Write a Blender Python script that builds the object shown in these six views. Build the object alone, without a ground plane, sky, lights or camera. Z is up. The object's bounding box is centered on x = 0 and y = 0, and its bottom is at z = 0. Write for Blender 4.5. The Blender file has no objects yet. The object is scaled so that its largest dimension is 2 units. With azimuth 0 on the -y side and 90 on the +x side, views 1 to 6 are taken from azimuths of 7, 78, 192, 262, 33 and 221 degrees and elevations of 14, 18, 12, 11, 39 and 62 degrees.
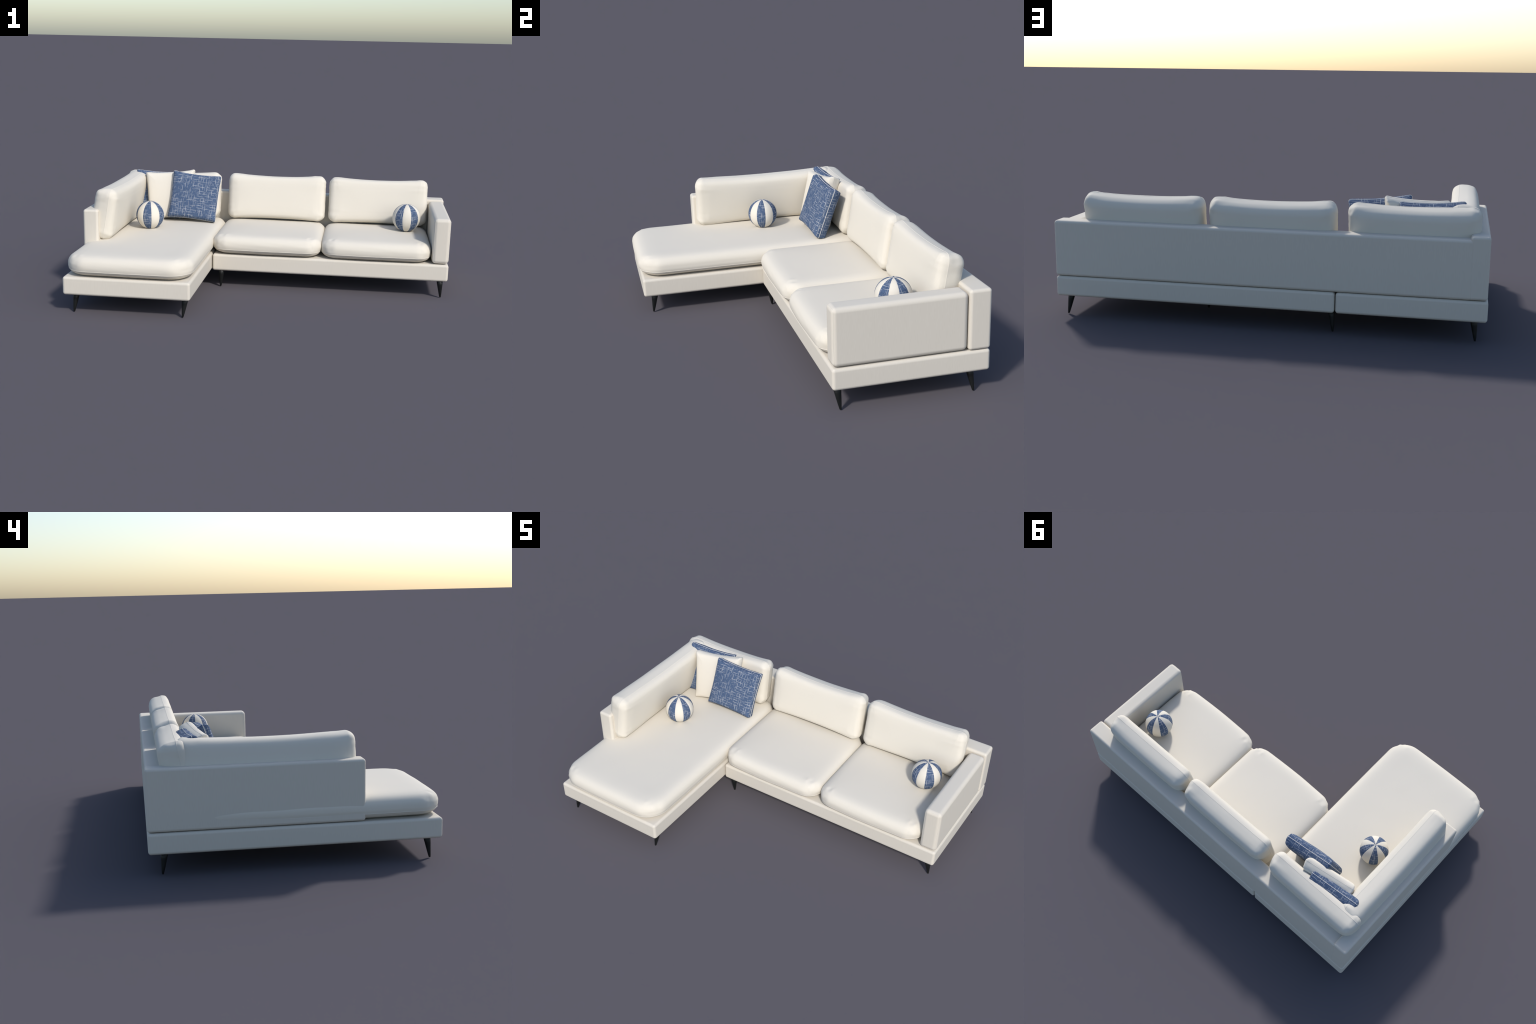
"""L-shaped upholstered sofa with three throw pillows and two striped ball pillows."""
import bpy, bmesh, math, random
from mathutils import Vector, Matrix, noise
import numpy as np

random.seed(7)
SC = bpy.context.scene.collection

# ------------------------------------------------------------------ materials
def new_mat(name):
    m = bpy.data.materials.new(name)
    m.use_nodes = True
    nt = m.node_tree
    return m, nt, nt.nodes["Principled BSDF"]

def node(nt, kind, **kw):
    n = nt.nodes.new(kind)
    for k, v in kw.items():
        setattr(n, k, v)
    return n

def math_node(nt, op, a, b=None, c=None, clamp=False):
    n = node(nt, "ShaderNodeMath", operation=op)
    n.use_clamp = clamp
    for i, v in enumerate((a, b, c)):
        if v is None:
            continue
        if isinstance(v, (int, float)):
            n.inputs[i].default_value = v
        else:
            nt.links.new(v, n.inputs[i])
    return n.outputs[0]

def fabric(name, col_a, col_b, weave=(260, 260, 40), bump=0.15, rough=0.9, sheen=0.0):
    """plain woven upholstery: fine slubby grain between two close shades"""
    m, nt, p = new_mat(name)
    tc = node(nt, "ShaderNodeTexCoord")
    mp = node(nt, "ShaderNodeMapping")
    mp.inputs["Scale"].default_value = weave
    nt.links.new(tc.outputs["Object"], mp.inputs[0])
    nz = node(nt, "ShaderNodeTexNoise")
    nz.inputs["Scale"].default_value = 1.0
    nz.inputs["Detail"].default_value = 3.0
    nt.links.new(mp.outputs[0], nz.inputs["Vector"])
    rp = node(nt, "ShaderNodeValToRGB")
    rp.color_ramp.elements[0].position = 0.3
    rp.color_ramp.elements[1].position = 0.7
    rp.color_ramp.elements[0].color = (*col_a, 1)
    rp.color_ramp.elements[1].color = (*col_b, 1)
    nt.links.new(nz.outputs[0], rp.inputs[0])
    nt.links.new(rp.outputs[0], p.inputs["Base Color"])
    bp = node(nt, "ShaderNodeBump")
    bp.inputs["Strength"].default_value = bump
    bp.inputs["Distance"].default_value = 0.0008
    nt.links.new(nz.outputs[0], bp.inputs["Height"])
    nt.links.new(bp.outputs[0], p.inputs["Normal"])
    p.inputs["Roughness"].default_value = rough
    p.inputs["Specular IOR Level"].default_value = 0.25
    p.inputs["Sheen Weight"].default_value = sheen
    p.inputs["Sheen Roughness"].default_value = 0.5
    return m

def thread_layer(nt, across, along, n_across, n_along, chance, width, seed):
    """mask of short tapered threads that run in direction `along`"""
    u = math_node(nt, "MULTIPLY_ADD", across, n_across, 100.5 + seed * 13)
    ui = math_node(nt, "FLOOR", u)
    uf = math_node(nt, "FRACT", u)
    wn = node(nt, "ShaderNodeTexWhiteNoise", noise_dimensions="1D")
    nt.links.new(math_node(nt, "ADD", ui, seed * 3.7), wn.inputs["W"])
    shift = math_node(nt, "MULTIPLY", wn.outputs["Value"], 17.0)
    v = math_node(nt, "ADD", math_node(nt, "MULTIPLY_ADD", along, n_along, 50.0), shift)
    vi = math_node(nt, "FLOOR", v)
    vf = math_node(nt, "FRACT", v)
    cx = node(nt, "ShaderNodeCombineXYZ")
    nt.links.new(ui, cx.inputs[0]); nt.links.new(vi, cx.inputs[1])
    cx.inputs[2].default_value = seed
    w3 = node(nt, "ShaderNodeTexWhiteNoise", noise_dimensions="3D")
    nt.links.new(cx.outputs[0], w3.inputs["Vector"])
    sep = node(nt, "ShaderNodeSeparateColor")
    nt.links.new(w3.outputs["Color"], sep.inputs[0])
    on = math_node(nt, "LESS_THAN", sep.outputs[0], chance)
    # line across the cell, shifted a little, half-width varies and tapers to the ends
    pos = math_node(nt, "MULTIPLY_ADD", sep.outputs[1], 0.4, 0.3)
    d = math_node(nt, "ABSOLUTE", math_node(nt, "SUBTRACT", uf, pos))
    end = math_node(nt, "ABSOLUTE", math_node(nt, "MULTIPLY_ADD", vf, 2.0, -1.0))
    taper = math_node(nt, "SUBTRACT", 1.0, math_node(nt, "POWER", end, 3.0))
    hw = math_node(nt, "MULTIPLY", taper, width)
    line = math_node(nt, "SUBTRACT", 1.0, math_node(nt, "DIVIDE", d, hw), clamp=True)
    line = math_node(nt, "MULTIPLY", line, 2.2, clamp=True)
    amp = math_node(nt, "MULTIPLY_ADD", sep.outputs[2], 0.55, 0.45)
    return math_node(nt, "MULTIPLY", math_node(nt, "MULTIPLY", line, on), amp)

def blue_weave(name, ball=False):
    """denim-blue slub weave with scattered pale cross threads"""
    m, nt, p = new_mat(name)
    tc = node(nt, "ShaderNodeTexCoord")
    sp = node(nt, "ShaderNodeSeparateXYZ")
    nt.links.new(tc.outputs["Object"], sp.inputs[0])
    X, Y, Z = sp.outputs
    if ball:
        # panel faces local +x: use its width and its arc length
        u = Y
        v = math_node(nt, "MULTIPLY", math_node(nt, "ARCSINE", math_node(nt, "MULTIPLY", Z, 12.2, clamp=False)), 0.082)
        oi = node(nt, "ShaderNodeObjectInfo")
        u = math_node(nt, "MULTIPLY_ADD", oi.outputs["Random"], 3.0, u)
        v = math_node(nt, "MULTIPLY_ADD", oi.outputs["Random"], 5.0, v)
    else:
        # pillow lies in local xz, thickness along y: wrap the cloth round the edge
        ns = node(nt, "ShaderNodeSeparateXYZ")
        nt.links.new(tc.outputs["Normal"], ns.inputs[0])
        ax, ay, az = [math_node(nt, "ABSOLUTE", o) for o in ns.outputs]
        side = math_node(nt, "LESS_THAN", ay, 0.55)
        isx = math_node(nt, "MULTIPLY", side, math_node(nt, "GREATER_THAN", ax, az))
        isz = math_node(nt, "MULTIPLY", side, math_node(nt, "GREATER_THAN", az, ax))
        dY = math_node(nt, "ADD", Y, 0.37)
        def pick(a, b, f):
            return math_node(nt, "ADD", math_node(nt, "MULTIPLY", a, math_node(nt, "SUBTRACT", 1.0, f)),
                             math_node(nt, "MULTIPLY", b, f))
        u = pick(X, dY, isx)
        v = pick(Z, dY, isz)
    # threads are not quite straight
    cv = node(nt, "ShaderNodeCombineXYZ")
    nt.links.new(u, cv.inputs[0]); nt.links.new(v, cv.inputs[1])
    wob = node(nt, "ShaderNodeTexNoise")
    wob.inputs["Scale"].default_value = 14.0
    nt.links.new(cv.outputs[0], wob.inputs["Vector"])
    wb = node(nt, "ShaderNodeSeparateColor")
    nt.links.new(wob.outputs["Color"], wb.inputs[0])
    u2 = math_node(nt, "ADD", u, math_node(nt, "MULTIPLY_ADD", wb.outputs[0], 0.008, -0.004))
    v2 = math_node(nt, "ADD", v, math_node(nt, "MULTIPLY_ADD", wb.outputs[1], 0.008, -0.004))
    total = None
    for k, (a, b, na, nb, ch, w) in enumerate((
            (u2, v2, 68, 25, 0.52, 0.085), (v2, u2, 68, 25, 0.52, 0.085),
            (u2, v2, 150, 62, 0.22, 0.20), (v2, u2, 150, 62, 0.22, 0.20))):
        t = thread_layer(nt, a, b, na, nb, ch, w, k + 1)
        if k >= 2:
            t = math_node(nt, "MULTIPLY", t, 0.5)
        total = t if total is None else math_node(nt, "MAXIMUM", total, t)
    # ground cloth: two shades of blue, fine warp/weft grain
    def grain(su, sv):
        mp = node(nt, "ShaderNodeMapping")
        mp.inputs["Scale"].default_value = (su, sv, 1)
        nt.links.new(cv.outputs[0], mp.inputs[0])
        n = node(nt, "ShaderNodeTexNoise")
        n.inputs["Scale"].default_value = 1.0
        n.inputs["Detail"].default_value = 2.0
        nt.links.new(mp.outputs[0], n.inputs["Vector"])
        return n.outputs[0]
    g = math_node(nt, "MULTIPLY", math_node(nt, "ADD", grain(420, 70), grain(70, 420)), 0.5)
    rp = node(nt, "ShaderNodeValToRGB")
    rp.color_ramp.elements[0].position = 0.36
    rp.color_ramp.elements[1].position = 0.66
    rp.color_ramp.elements[0].color = (0.040, 0.067, 0.132, 1)
    rp.color_ramp.elements[1].color = (0.094, 0.139, 0.228, 1)
    nt.links.new(g, rp.inputs[0])
    mx = node(nt, "ShaderNodeMix", data_type="RGBA")
    nt.links.new(total, mx.inputs["Factor"])
    nt.links.new(rp.outputs[0], mx.inputs["A"])
    mx.inputs["B"].default_value = (0.43, 0.445, 0.475, 1)
    nt.links.new(mx.outputs["Result"], p.inputs["Base Color"])
    bp = node(nt, "ShaderNodeBump")
    bp.inputs["Strength"].default_value = 0.25
    bp.inputs["Distance"].default_value = 0.0008
    nt.links.new(math_node(nt, "ADD", g, math_node(nt, "MULTIPLY", total, 0.6)), bp.inputs["Height"])
    nt.links.new(bp.outputs[0], p.inputs["Normal"])
    p.inputs["Roughness"].default_value = 0.9
    p.inputs["Specular IOR Level"].default_value = 0.2
    return m

CREAM_A, CREAM_B = (0.625, 0.582, 0.507), (0.645, 0.602, 0.527)
M_FRAME = fabric("cream_frame_fabric", CREAM_A, CREAM_B, weave=(420, 420, 30))
M_SEAT = fabric("cream_cushion_fabric", (0.672, 0.628, 0.545), (0.692, 0.647, 0.562), weave=(300, 300, 300), bump=0.08)
M_PIPE = fabric("cream_piping", (0.70, 0.66, 0.59), (0.72, 0.68, 0.61), weave=(300, 300, 300))
M_THREAD = fabric("pale_piping", (0.66, 0.65, 0.63), (0.72, 0.71, 0.69), weave=(600, 600, 600))
M_BLUE = blue_weave("blue_slub_weave")
M_BLUE_BALL = blue_weave("blue_slub_weave_panel", ball=True)
M_LEG, nt_, p_ = new_mat("black_leg_metal")
p_.inputs["Base Color"].default_value = (0.008, 0.009, 0.009, 1)
p_.inputs["Roughness"].default_value = 0.45
p_.inputs["Specular IOR Level"].default_value = 0.35

# ------------------------------------------------------------------ helpers
def add_obj(name, mesh, parent=None, mat=None):
    ob = bpy.data.objects.new(name, mesh)
    SC.objects.link(ob)
    if mat is not None and not mesh.materials:
        mesh.materials.append(mat)
    if parent is not None:
        ob.parent = parent
    return ob

def empty(name, loc, label, category):
    ob = bpy.data.objects.new(name, None)
    SC.objects.link(ob)
    ob.location = loc
    ob["label"] = label
    ob["category"] = category
    return ob

def smooth(mesh):
    for p in mesh.polygons:
        p.use_smooth = True

def rounded_box(name, lo, hi, r, parent, mat, seg=5):
    """upholstered block: bevelled box, all edges rounded"""
    lo, hi = Vector(lo), Vector(hi)
    bm = bmesh.new()
    bmesh.ops.create_cube(bm, size=1.0)
    for v in bm.verts:
        v.co = Vector([(lo[i] + hi[i]) / 2 + v.co[i] * (hi[i] - lo[i]) for i in range(3)])
    bmesh.ops.bevel(bm, geom=bm.edges[:], offset=r, segments=seg, profile=0.5, affect="EDGES")
    me = bpy.data.meshes.new(name)
    bm.to_mesh(me); bm.free()
    ob = add_obj(name, me, parent, mat)
    smooth(me)
    # flat faces keep flat shading at their rims: weighted normals, applied
    md = ob.modifiers.new("wn", "WEIGHTED_NORMAL")
    md.keep_sharp = False
    return ob

def tube(name, pts, r, parent, mat, closed=True, sides=6):
    """thin welt along a loop of points"""
    n = len(pts)
    verts, faces = [], []
    for i, p in enumerate(pts):
        a = pts[i - 1] if (closed or i > 0) else pts[i]
        b = pts[(i + 1) % n] if (closed or i < n - 1) else pts[i]
        t = (b - a).normalized()
        ref = Vector((0, 0, 1)) if abs(t.z) < 0.9 else Vector((1, 0, 0))
        s = t.cross(ref).normalized()
        q = s.cross(t).normalized()
        for k in range(sides):
            an = 2 * math.pi * k / sides
            verts.append(p + (s * math.cos(an) + q * math.sin(an)) * r)
    for i in range(n if closed else n - 1):
        j = (i + 1) % n
        for k in range(sides):
            l = (k + 1) % sides
            faces.append((i * sides + k, i * sides + l, j * sides + l, j * sides + k))
    me = bpy.data.meshes.new(name)
    me.from_pydata(verts, [], faces)
    smooth(me)
    return add_obj(name, me, parent, mat)

def smoothstep(t):
    t = max(0.0, min(1.0, t))
    return t * t * (3 - 2 * t)

def catmull(ctrl, per):
    """dense polyline through control points (pairs)"""
    out = []
    n = len(ctrl)
    for i in range(n - 1):
        p0, p1, p2, p3 = ctrl[max(i - 1, 0)], ctrl[i], ctrl[i + 1], ctrl[min(i + 2, n - 1)]
        for k in range(per):
            t = k / per
            out.append(tuple(0.5 * (2 * p1[d] + (p2[d] - p0[d]) * t + (2 * p0[d] - 5 * p1[d] + 4 * p2[d] - p3[d]) * t * t
                                    + (3 * p1[d] - p0[d] - 3 * p2[d] + p3[d]) * t ** 3) for d in (0, 1)))
    out.append(tuple(ctrl[-1]))
    return out

def outline(a, b, r, bow, d, n_edge=26, n_corner=12):
    """rounded rectangle, half sizes a x b, corner radii r (4), edges bowed out by
    bow = (+x, +y, -x, -y), whole thing inset by d; counter-clockwise in (x, y)"""
    A, B = a - d, b - d
    pts = []
    corners = ((1, 1, 0), (-1, 1, 90), (-1, -1, 180), (1, -1, 270))
    for i, (sx, sy, a0) in enumerate(corners):
        rr = max(r[i] - d, 0.3 * r[i])
        cx, cy = sx * (A - rr), sy * (B - rr)
        for k in range(n_corner):
            t = math.radians(a0 + 90 * k / n_corner)
            pts.append((cx + rr * math.cos(t), cy + rr * math.sin(t)))
        nx_, ny_, _ = corners[(i + 1) % 4]
        r2 = max(r[(i + 1) % 4] - d, 0.3 * r[(i + 1) % 4])
        t = math.radians(a0 + 90)
        s = (cx + rr * math.cos(t), cy + rr * math.sin(t))
        c2 = (nx_ * (A - r2), ny_ * (B - r2))
        e = (c2[0] + r2 * math.cos(t), c2[1] + r2 * math.sin(t))
        for k in range(n_edge):
            f = k / n_edge
            pts.append((s[0] + (e[0] - s[0]) * f, s[1] + (e[1] - s[1]) * f))
    out = []
    for x, y in pts:
        fx = max(0.0, 1 - (y / b) ** 2)
        fy = max(0.0, 1 - (x / a) ** 2)
        wx = (abs(x) / a) ** 2
        wy = (abs(y) / b) ** 2
        X = x + (bow[0] if x > 0 else -bow[2]) * fx * wx
        Y = y + (bow[1] if y > 0 else -bow[3]) * fy * wy
        out.append((X, Y))
    return out

def pillow_mesh(name, a, b, r, bow, upper, lower, crown_u, crown_l, rings=16,
                wrinkle=None, shape=None):
    """stuffed cushion lofted from its seam: `upper`/`lower` are (inset, height) profiles from the
    seam to the flat field, which closes with a gentle crown. Local x, y in the plane, z = thickness."""
    up = catmull(upper, 5)
    lo = catmull(lower, 5)
    loops = []
    for d, h in reversed(lo[1:]):
        loops.append((outline(a, b, r, bow, d), h))
    n_lo = len(loops)
    for d, h in up:
        loops.append((outline(a, b, r, bow, d), h))
    n = len(loops[0][0])
    def field(d, h, crown):
        ring = outline(a, b, r, bow, d)
        res = []
        for k in range(1, rings + 1):
            s = 1 - k / (rings + 0.0)
            if s > 1e-6:
                res.append([(x * s, y * s, h + crown * max(0.0, 1 - (x * s / (a - d)) ** 2) * max(0.0, 1 - (y * s / (b - d)) ** 2))
                            for x, y in ring])
            else:
                res.append([(0.0, 0.0, h + crown)])
        return res
    fu = field(*up[-1], crown_u)
    fl = field(*lo[-1], -crown_l)
    verts, faces, ids = [], [], []
    seq = list(reversed(fl)) + [[(x, y, h) for x, y in pts] for pts, h in loops] + fu
    for pts in seq:
        ids.append(range(len(verts), len(verts) + len(pts)))
        verts += [Vector(p) for p in pts]
    for i in range(len(ids) - 1):
        p, q = ids[i], ids[i + 1]
        for k in range(n):
            l = (k + 1) % n
            if len(p) == 1:
                faces.append((p[0], q[l], q[k]))
            elif len(q) == 1:
                faces.append((p[k], p[l], q[0]))
            else:
                faces.append((p[k], p[l], q[l], q[k]))
    me = bpy.data.meshes.new(name)
    me.from_pydata(verts, [], faces)
    me.validate()
    bm = bmesh.new(); bm.from_mesh(me)
    bmesh.ops.recalc_face_normals(bm, faces=bm.faces)
    bm.normal_update()
    if wrinkle:
        moves = [wrinkle(v.co, v.normal) for v in bm.verts]
        for v, m in zip(bm.verts, moves):
            v.co += v.normal * m
    seam_ids = ids[len(fl) + n_lo]
    bm.verts.ensure_lookup_table()
    if shape:
        for v in bm.verts:
            v.co = shape(v.co)
    seam = [bm.verts[i].co.copy() for i in seam_ids]
    bm.to_mesh(me); bm.free()
    smooth(me)
    return me, seam

def corner_folds(a, b, amp, seed, reach=0.075, stretch=(14, 55, 40), soft=0.0012):
    """small gathers that fan from the corners plus very soft lumps all over"""
    off = Vector((seed * 7.3, seed * 3.1, seed * 5.7))
    def f(co, nrm):
        dx, dy = a - abs(co.x), b - abs(co.y)
        d = math.hypot(dx, dy)
        g = math.exp(-(d / reach) ** 2)
        # the gathers die out on the flat field
        q = Vector((co.x * stretch[0], co.y * stretch[1], co.z * stretch[2])) + off
        q2 = Vector((co.x * stretch[1], co.y * stretch[0], co.z * stretch[2])) + off
        w = noise.noise(q) + 0.8 * noise.noise(q2)
        lump = noise.noise(Vector((co.x * 7, co.y * 7, co.z * 16)) + off)
        return amp * g * w + soft * lump
    return f

def seat_folds(a, b, seed):
    """soft gathers on the plump corners and a few pinched dimples beside the front ones"""
    base = corner_folds(a, b, 0.0022, seed)
    rnd = random.Random(seed)
    dimples = []
    for sx in (-1, 1):
        for k in range(3):
            dimples.append((sx * (a - 0.035 - 0.022 * k + rnd.uniform(-.004, .004)), -(b - 0.040 - rnd.uniform(0, .012)),
                            0.0026 * (1.0, -0.8, 0.8)[k]))
    def f(co, nrm):
        m = base(co, nrm)
        if co.z > 0.03:
            for x, y, h in dimples:
                m += h * math.exp(-(((co.x - x) / 0.010) ** 2 + ((co.y - y) / 0.014) ** 2))
        if 0.004 < co.z < 0.066:
            w = math.sin(math.pi * (co.z - 0.004) / 0.062)
            d = math.hypot(a - abs(co.x), b - abs(co.y))
            ang = math.atan2(b - abs(co.y), a - abs(co.x))
            m += 0.0022 * w * math.exp(-(d / 0.11) ** 2) * math.cos(11 * ang + seed)
            # long slack fold across the front
            if co.y < 0:
                m += 0.0012 * w * noise.noise(Vector((co.x * 5, seed * 2.0, co.z * 45 + co.x * 6)))
        return m
    return f

# ------------------------------------------------------------------ sofa
sofa = empty("sofa", (0, 0, 0), "cream L-shaped corner sofa with chaise and black tapered legs", "sofa")

Z_BASE, Z_BODY = 0.099, 0.197
# plinths
rounded_box("seat_base", (-0.998, -0.651, Z_BASE), (-0.3345, 0.666, 0.195), 0.014, sofa, M_FRAME)
rounded_box("seat_base", (-0.3305, -0.012, Z_BASE), (0.998, 0.666, 0.195), 0.014, sofa, M_FRAME)
# backrest and the two arms
rounded_box("backrest", (-0.93, 0.569, Z_BODY), (0.999, 0.6655, 0.461), 0.014, sofa, M_FRAME)
rounded_box("armrest", (-0.9945, -0.297, Z_BODY + 0.001), (-0.911, 0.667, 0.478), 0.014, sofa, M_FRAME)
arm = rounded_box("armrest", (0.9045, -0.009, Z_BODY + 0.002), (0.9965, 0.566, 0.453), 0.021, sofa, M_FRAME)
# welt round the arm's front panel
y0 = -0.0028
loop = [Vector((x * 1.0 + 0.9505, y0, y + 0.326)) for x, y in outline(0.0398, 0.1208, (0.0148,) * 4, (0, 0, 0, 0), 0)]
tube("armrest_piping", loop, 0.0009, arm, M_PIPE)

# legs: thin cones, each splayed its own way
def leg(tip, lean):
    n, H = 20, 0.104
    verts, faces = [], []
    rings = ((0.0, 0.0035), (0.002, 0.0048), (0.03, 0.0090), (0.07, 0.0142), (H, 0.0188))
    for z, r in rings:
        cx, cy = lean[0] * z / 0.085, lean[1] * z / 0.085
        for k in range(n):
            t = 2 * math.pi * k / n
            verts.append((cx + r * math.cos(t), cy + r * math.sin(t), z))
    for i in range(len(rings) - 1):
        for k in range(n):
            l = (k + 1) % n
            faces.append((i * n + k, i * n + l, (i + 1) * n + l, (i + 1) * n + k))
    faces.append(tuple(reversed(range(n))))
    faces.append(tuple(range((len(rings) - 1) * n, len(rings) * n)))
    me = bpy.data.meshes.new("leg")
    me.from_pydata(verts, [], faces)
    for p in me.polygons:
        p.use_smooth = len(p.vertices) == 4
    ob = add_obj("leg", me, sofa, M_LEG)
    ob.location = (tip[0], tip[1], 0)

for tip, lean in (((-0.952, -0.606), (0.010, 0.010)), ((-0.380, -0.605), (0.010, 0.010)),
                  ((0.966, 0.028), (-0.008, -0.010)), ((0.966, 0.608), (-0.012, -0.013)),
                  ((-0.319, 0.608), (0.008, -0.012)), ((-0.285, 0.023), (0.004, -0.008)),
                  ((-0.952, 0.606), (0.009, -0.010)), ((0.340, 0.350), (-0.004, -0.008))):
    leg(tip, lean)

# seat cushions: seam low on the side, plump rounded top
SEAT_UP = [(0.0, 0.0), (-0.003, 0.016), (-0.002, 0.036), (0.006, 0.0545), (0.023, 0.0690), (0.050, 0.0768), (0.088, 0.0800)]
SEAT_LO = [(0.0, 0.0), (0.012, -0.014), (0.032, -0.025), (0.055, -0.030)]
def seat(x0, x1, y0, y1, r, bow, seed, z=0.228):
    a, b = (x1 - x0) / 2, (y1 - y0) / 2
    me, seam = pillow_mesh("seat_cushion", a, b, r, bow, SEAT_UP, SEAT_LO, 0.0065, 0.0,
                           wrinkle=seat_folds(a, b, seed))
    ob = add_obj("seat_cushion", me, sofa, M_SEAT)
    ob.location = ((x0 + x1) / 2, (y0 + y1) / 2, z)
    tube("seat_cushion_piping", seam, 0.0010, ob, M_PIPE)
    return ob

seat(-0.988, -0.336, -0.654, 0.560, (0.075, 0.075, 0.110, 0.118), (0.003, 0.0, 0.006, 0.008), 1)
seat(-0.331, 0.282, -0.024, 0.566, (0.085,) * 4, (0.004, 0.0, 0.004, 0.010), 2)
seat(0.289, 0.897, -0.024, 0.566, (0.085,) * 4, (0.004, 0.0, 0.004, 0.010), 3)

# back cushions: seam on the crest, shallow front, deeper back, leaning 9.5 degrees
BACK_UP = [(0.0, 0.0), (0.003, 0.014), (0.010, 0.027), (0.025, 0.0370), (0.047, 0.0418), (0.070, 0.0440)]          # front
BACK_LO = [(0.0, 0.0), (0.002, -0.024), (0.007, -0.050), (0.020, -0.073), (0.042, -0.086), (0.066, -0.090)]
def back_cushion(width, height, seed, sag=0.016):
    a, b = width / 2, height / 2
    me, seam = pillow_mesh("back_cushion", a, b, (0.048,) * 4, (0.0, -sag, 0.0, -0.012),
                           BACK_UP, BACK_LO, 0.003, 0.003,
                           wrinkle=corner_folds(a, b, 0.0036, seed, reach=0.085, stretch=(9, 46, 24)))
    ob = add_obj("back_cushion", me, sofa, M_SEAT)
    tube("back_cushion_piping", seam, 0.0008, ob, M_PIPE)
    return ob

def stand(ob, origin, facing, lean):
    """local x along the width, local y up the leaning face, local z = facing (horizontal)"""
    f = Vector(facing).normalized()
    up = (Vector((0, 0, 1)) * math.cos(lean) - f * math.sin(lean)).normalized()
    zz = (f * math.cos(lean) + Vector((0, 0, 1)) * math.sin(lean)).normalized()
    xx = up.cross(zz).normalized()
    m = Matrix((xx, up, zz)).transposed().to_4x4()
    m.translation = Vector(origin)
    ob.matrix_world = m

LEAN = math.radians(9.5)
for seed, (x0, x1, h) in enumerate(((-0.955, -0.368, 0.283), (-0.317, 0.279, 0.283), (0.303, 0.893, 0.283))):
    ob = back_cushion(x1 - x0, h, 11 + seed)
    stand(ob, ((x0 + x1) / 2, 0.504, 0.448), (0, -1, 0), LEAN)
ob = back_cushion(0.812, 0.290, 21, sag=0.013)
stand(ob, (-0.870, 0.129, 0.4445), (1, 0, 0), -LEAN)     # the chaise cushion tips inward

# ------------------------------------------------------------------ throw pillows
THROW = [(0.0, 0.0), (0.002, 0.014), (0.009, 0.029), (0.025, 0.037), (0.050, 0.041)]
def throw_pillow(tl, tr, bl, br, mat, pipe, label, seed, shift):
    tl, tr, bl, br = map(Vector, (tl, tr, bl, br))
    c = (tl + tr + bl + br) / 4
    xx = ((tr - tl) + (br - bl)); w = xx.length / 2
    xx.normalize()
    up = ((tl - bl) + (tr - br)); h = up.length / 2
    up = (up - xx * up.dot(xx)).normalized()
    yy = up.cross(xx)                      # local y points to the back
    a, b = w / 2 + 0.004, h / 2 + 0.004
    f = corner_folds(a, b, 0.003, seed, reach=0.05, soft=0.0015)
    front = [(d, t * 0.80) for d, t in THROW]
    lo = [(d, -t * 1.32) for d, t in THROW]
    me, seam = pillow_mesh("throw_pillow", a, b, (0.011,) * 4, (-0.006, -0.009, -0.006, -0.009),
                           front, lo, 0.004, 0.005, wrinkle=f,
                           shape=lambda q: Vector((q.x, -q.z, q.y)))
    ob = add_obj("throw_pillow", me, None, mat)
    m = Matrix((xx, yy, up)).transposed().to_4x4()
    m.translation = c + yy * shift
    ob.matrix_world = m
    ob["label"] = label
    ob["category"] = "pillow"
    tube("pillow_piping", seam, 0.0013 if pipe is M_THREAD else 0.0006, ob, pipe)

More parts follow.
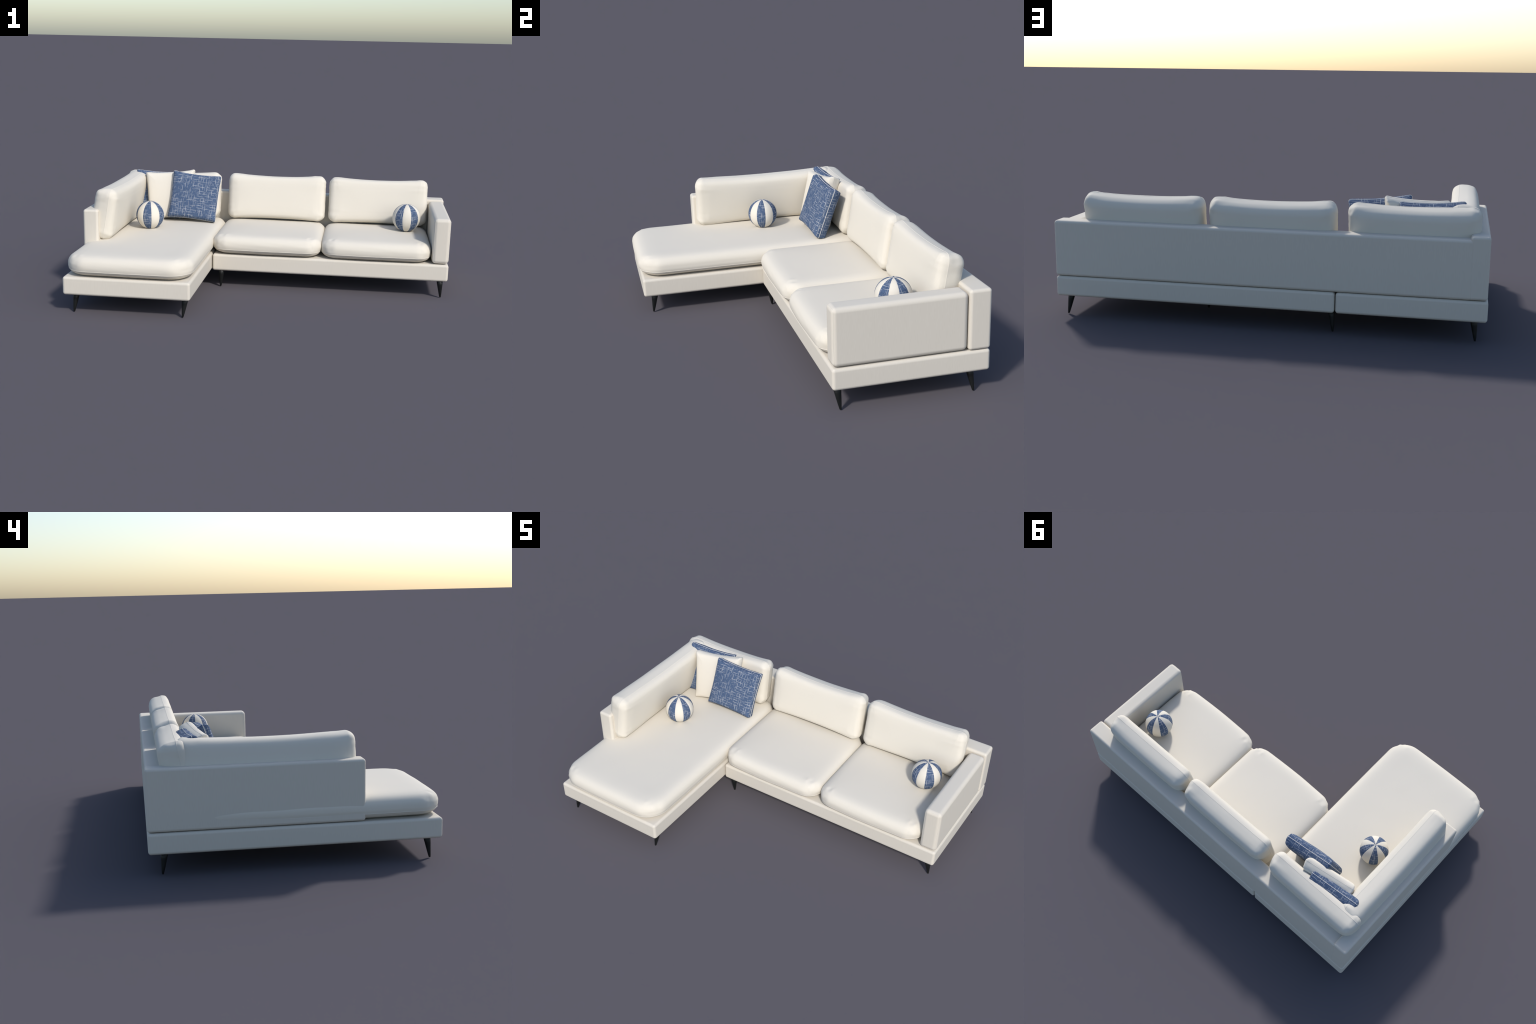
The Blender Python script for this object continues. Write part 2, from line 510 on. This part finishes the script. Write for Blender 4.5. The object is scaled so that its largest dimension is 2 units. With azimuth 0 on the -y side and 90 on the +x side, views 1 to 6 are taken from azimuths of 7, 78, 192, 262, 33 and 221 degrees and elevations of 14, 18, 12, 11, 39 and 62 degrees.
throw_pillow((-0.635, 0.387, 0.603), (-0.353, 0.403, 0.575), (-0.655, 0.291, 0.343), (-0.373, 0.317, 0.314),
             M_BLUE, M_THREAD, "square blue slub-weave throw pillow with pale piping", 31, 0.001)
throw_pillow((-0.807, 0.406, 0.583), (-0.523, 0.457, 0.602), (-0.785, 0.332, 0.310), (-0.501, 0.380, 0.329),
             M_SEAT, M_PIPE, "plain square cream throw pillow with piped edge", 32, -0.003)
throw_pillow((-0.8975, 0.457, 0.591), (-0.609, 0.480, 0.581), (-0.868, 0.389, 0.309), (-0.580, 0.412, 0.300),
             M_BLUE, M_THREAD, "square blue slub-weave throw pillow with pale piping", 33, -0.004)

# ------------------------------------------------------------------ ball pillows
R_BALL = 0.0812
def panel_mesh(mat):
    """one of ten gores, centred on +x, dipping a little into the seams"""
    nu, nv = 10, 40
    half = math.radians(18)
    verts, faces = [], []
    for j in range(nv + 1):
        la = math.radians(-90 + 180 * j / nv)
        for i in range(nu + 1):
            s = -1 + 2 * i / nu
            lo_ = s * half
            r = R_BALL * (1 - 0.012 * abs(s) ** 8 * math.cos(la)) * (1 - 0.012 * smoothstep((abs(math.degrees(la)) - 75) / 15))
            verts.append((r * math.cos(la) * math.cos(lo_), r * math.cos(la) * math.sin(lo_), r * math.sin(la)))
    for j in range(nv):
        for i in range(nu):
            k = j * (nu + 1) + i
            faces.append((k, k + 1, k + nu + 2, k + nu + 1))
    me = bpy.data.meshes.new("ball_panel")
    me.from_pydata(verts, [], faces)
    smooth(me)
    me.materials.append(mat)
    return me

BLUE_PANEL, WHITE_PANEL = panel_mesh(M_BLUE_BALL), panel_mesh(M_SEAT)
def ball(centre, blue_at):
    e = empty("ball_pillow", (centre[0], centre[1], centre[2] - R_BALL),
              "round ball pillow with blue and cream vertical panels", "pillow")
    for k in range(10):
        ob = add_obj("ball_panel", BLUE_PANEL if k % 2 == 0 else WHITE_PANEL, e)
        ob.location = (0, 0, R_BALL)
        ob.rotation_euler = (0, 0, math.radians(blue_at + 36 * k))

ball((-0.712, 0.0795, 0.3893), -90)
ball((0.767, 0.3274, 0.3888), -54)
bpy.context.view_layer.update()
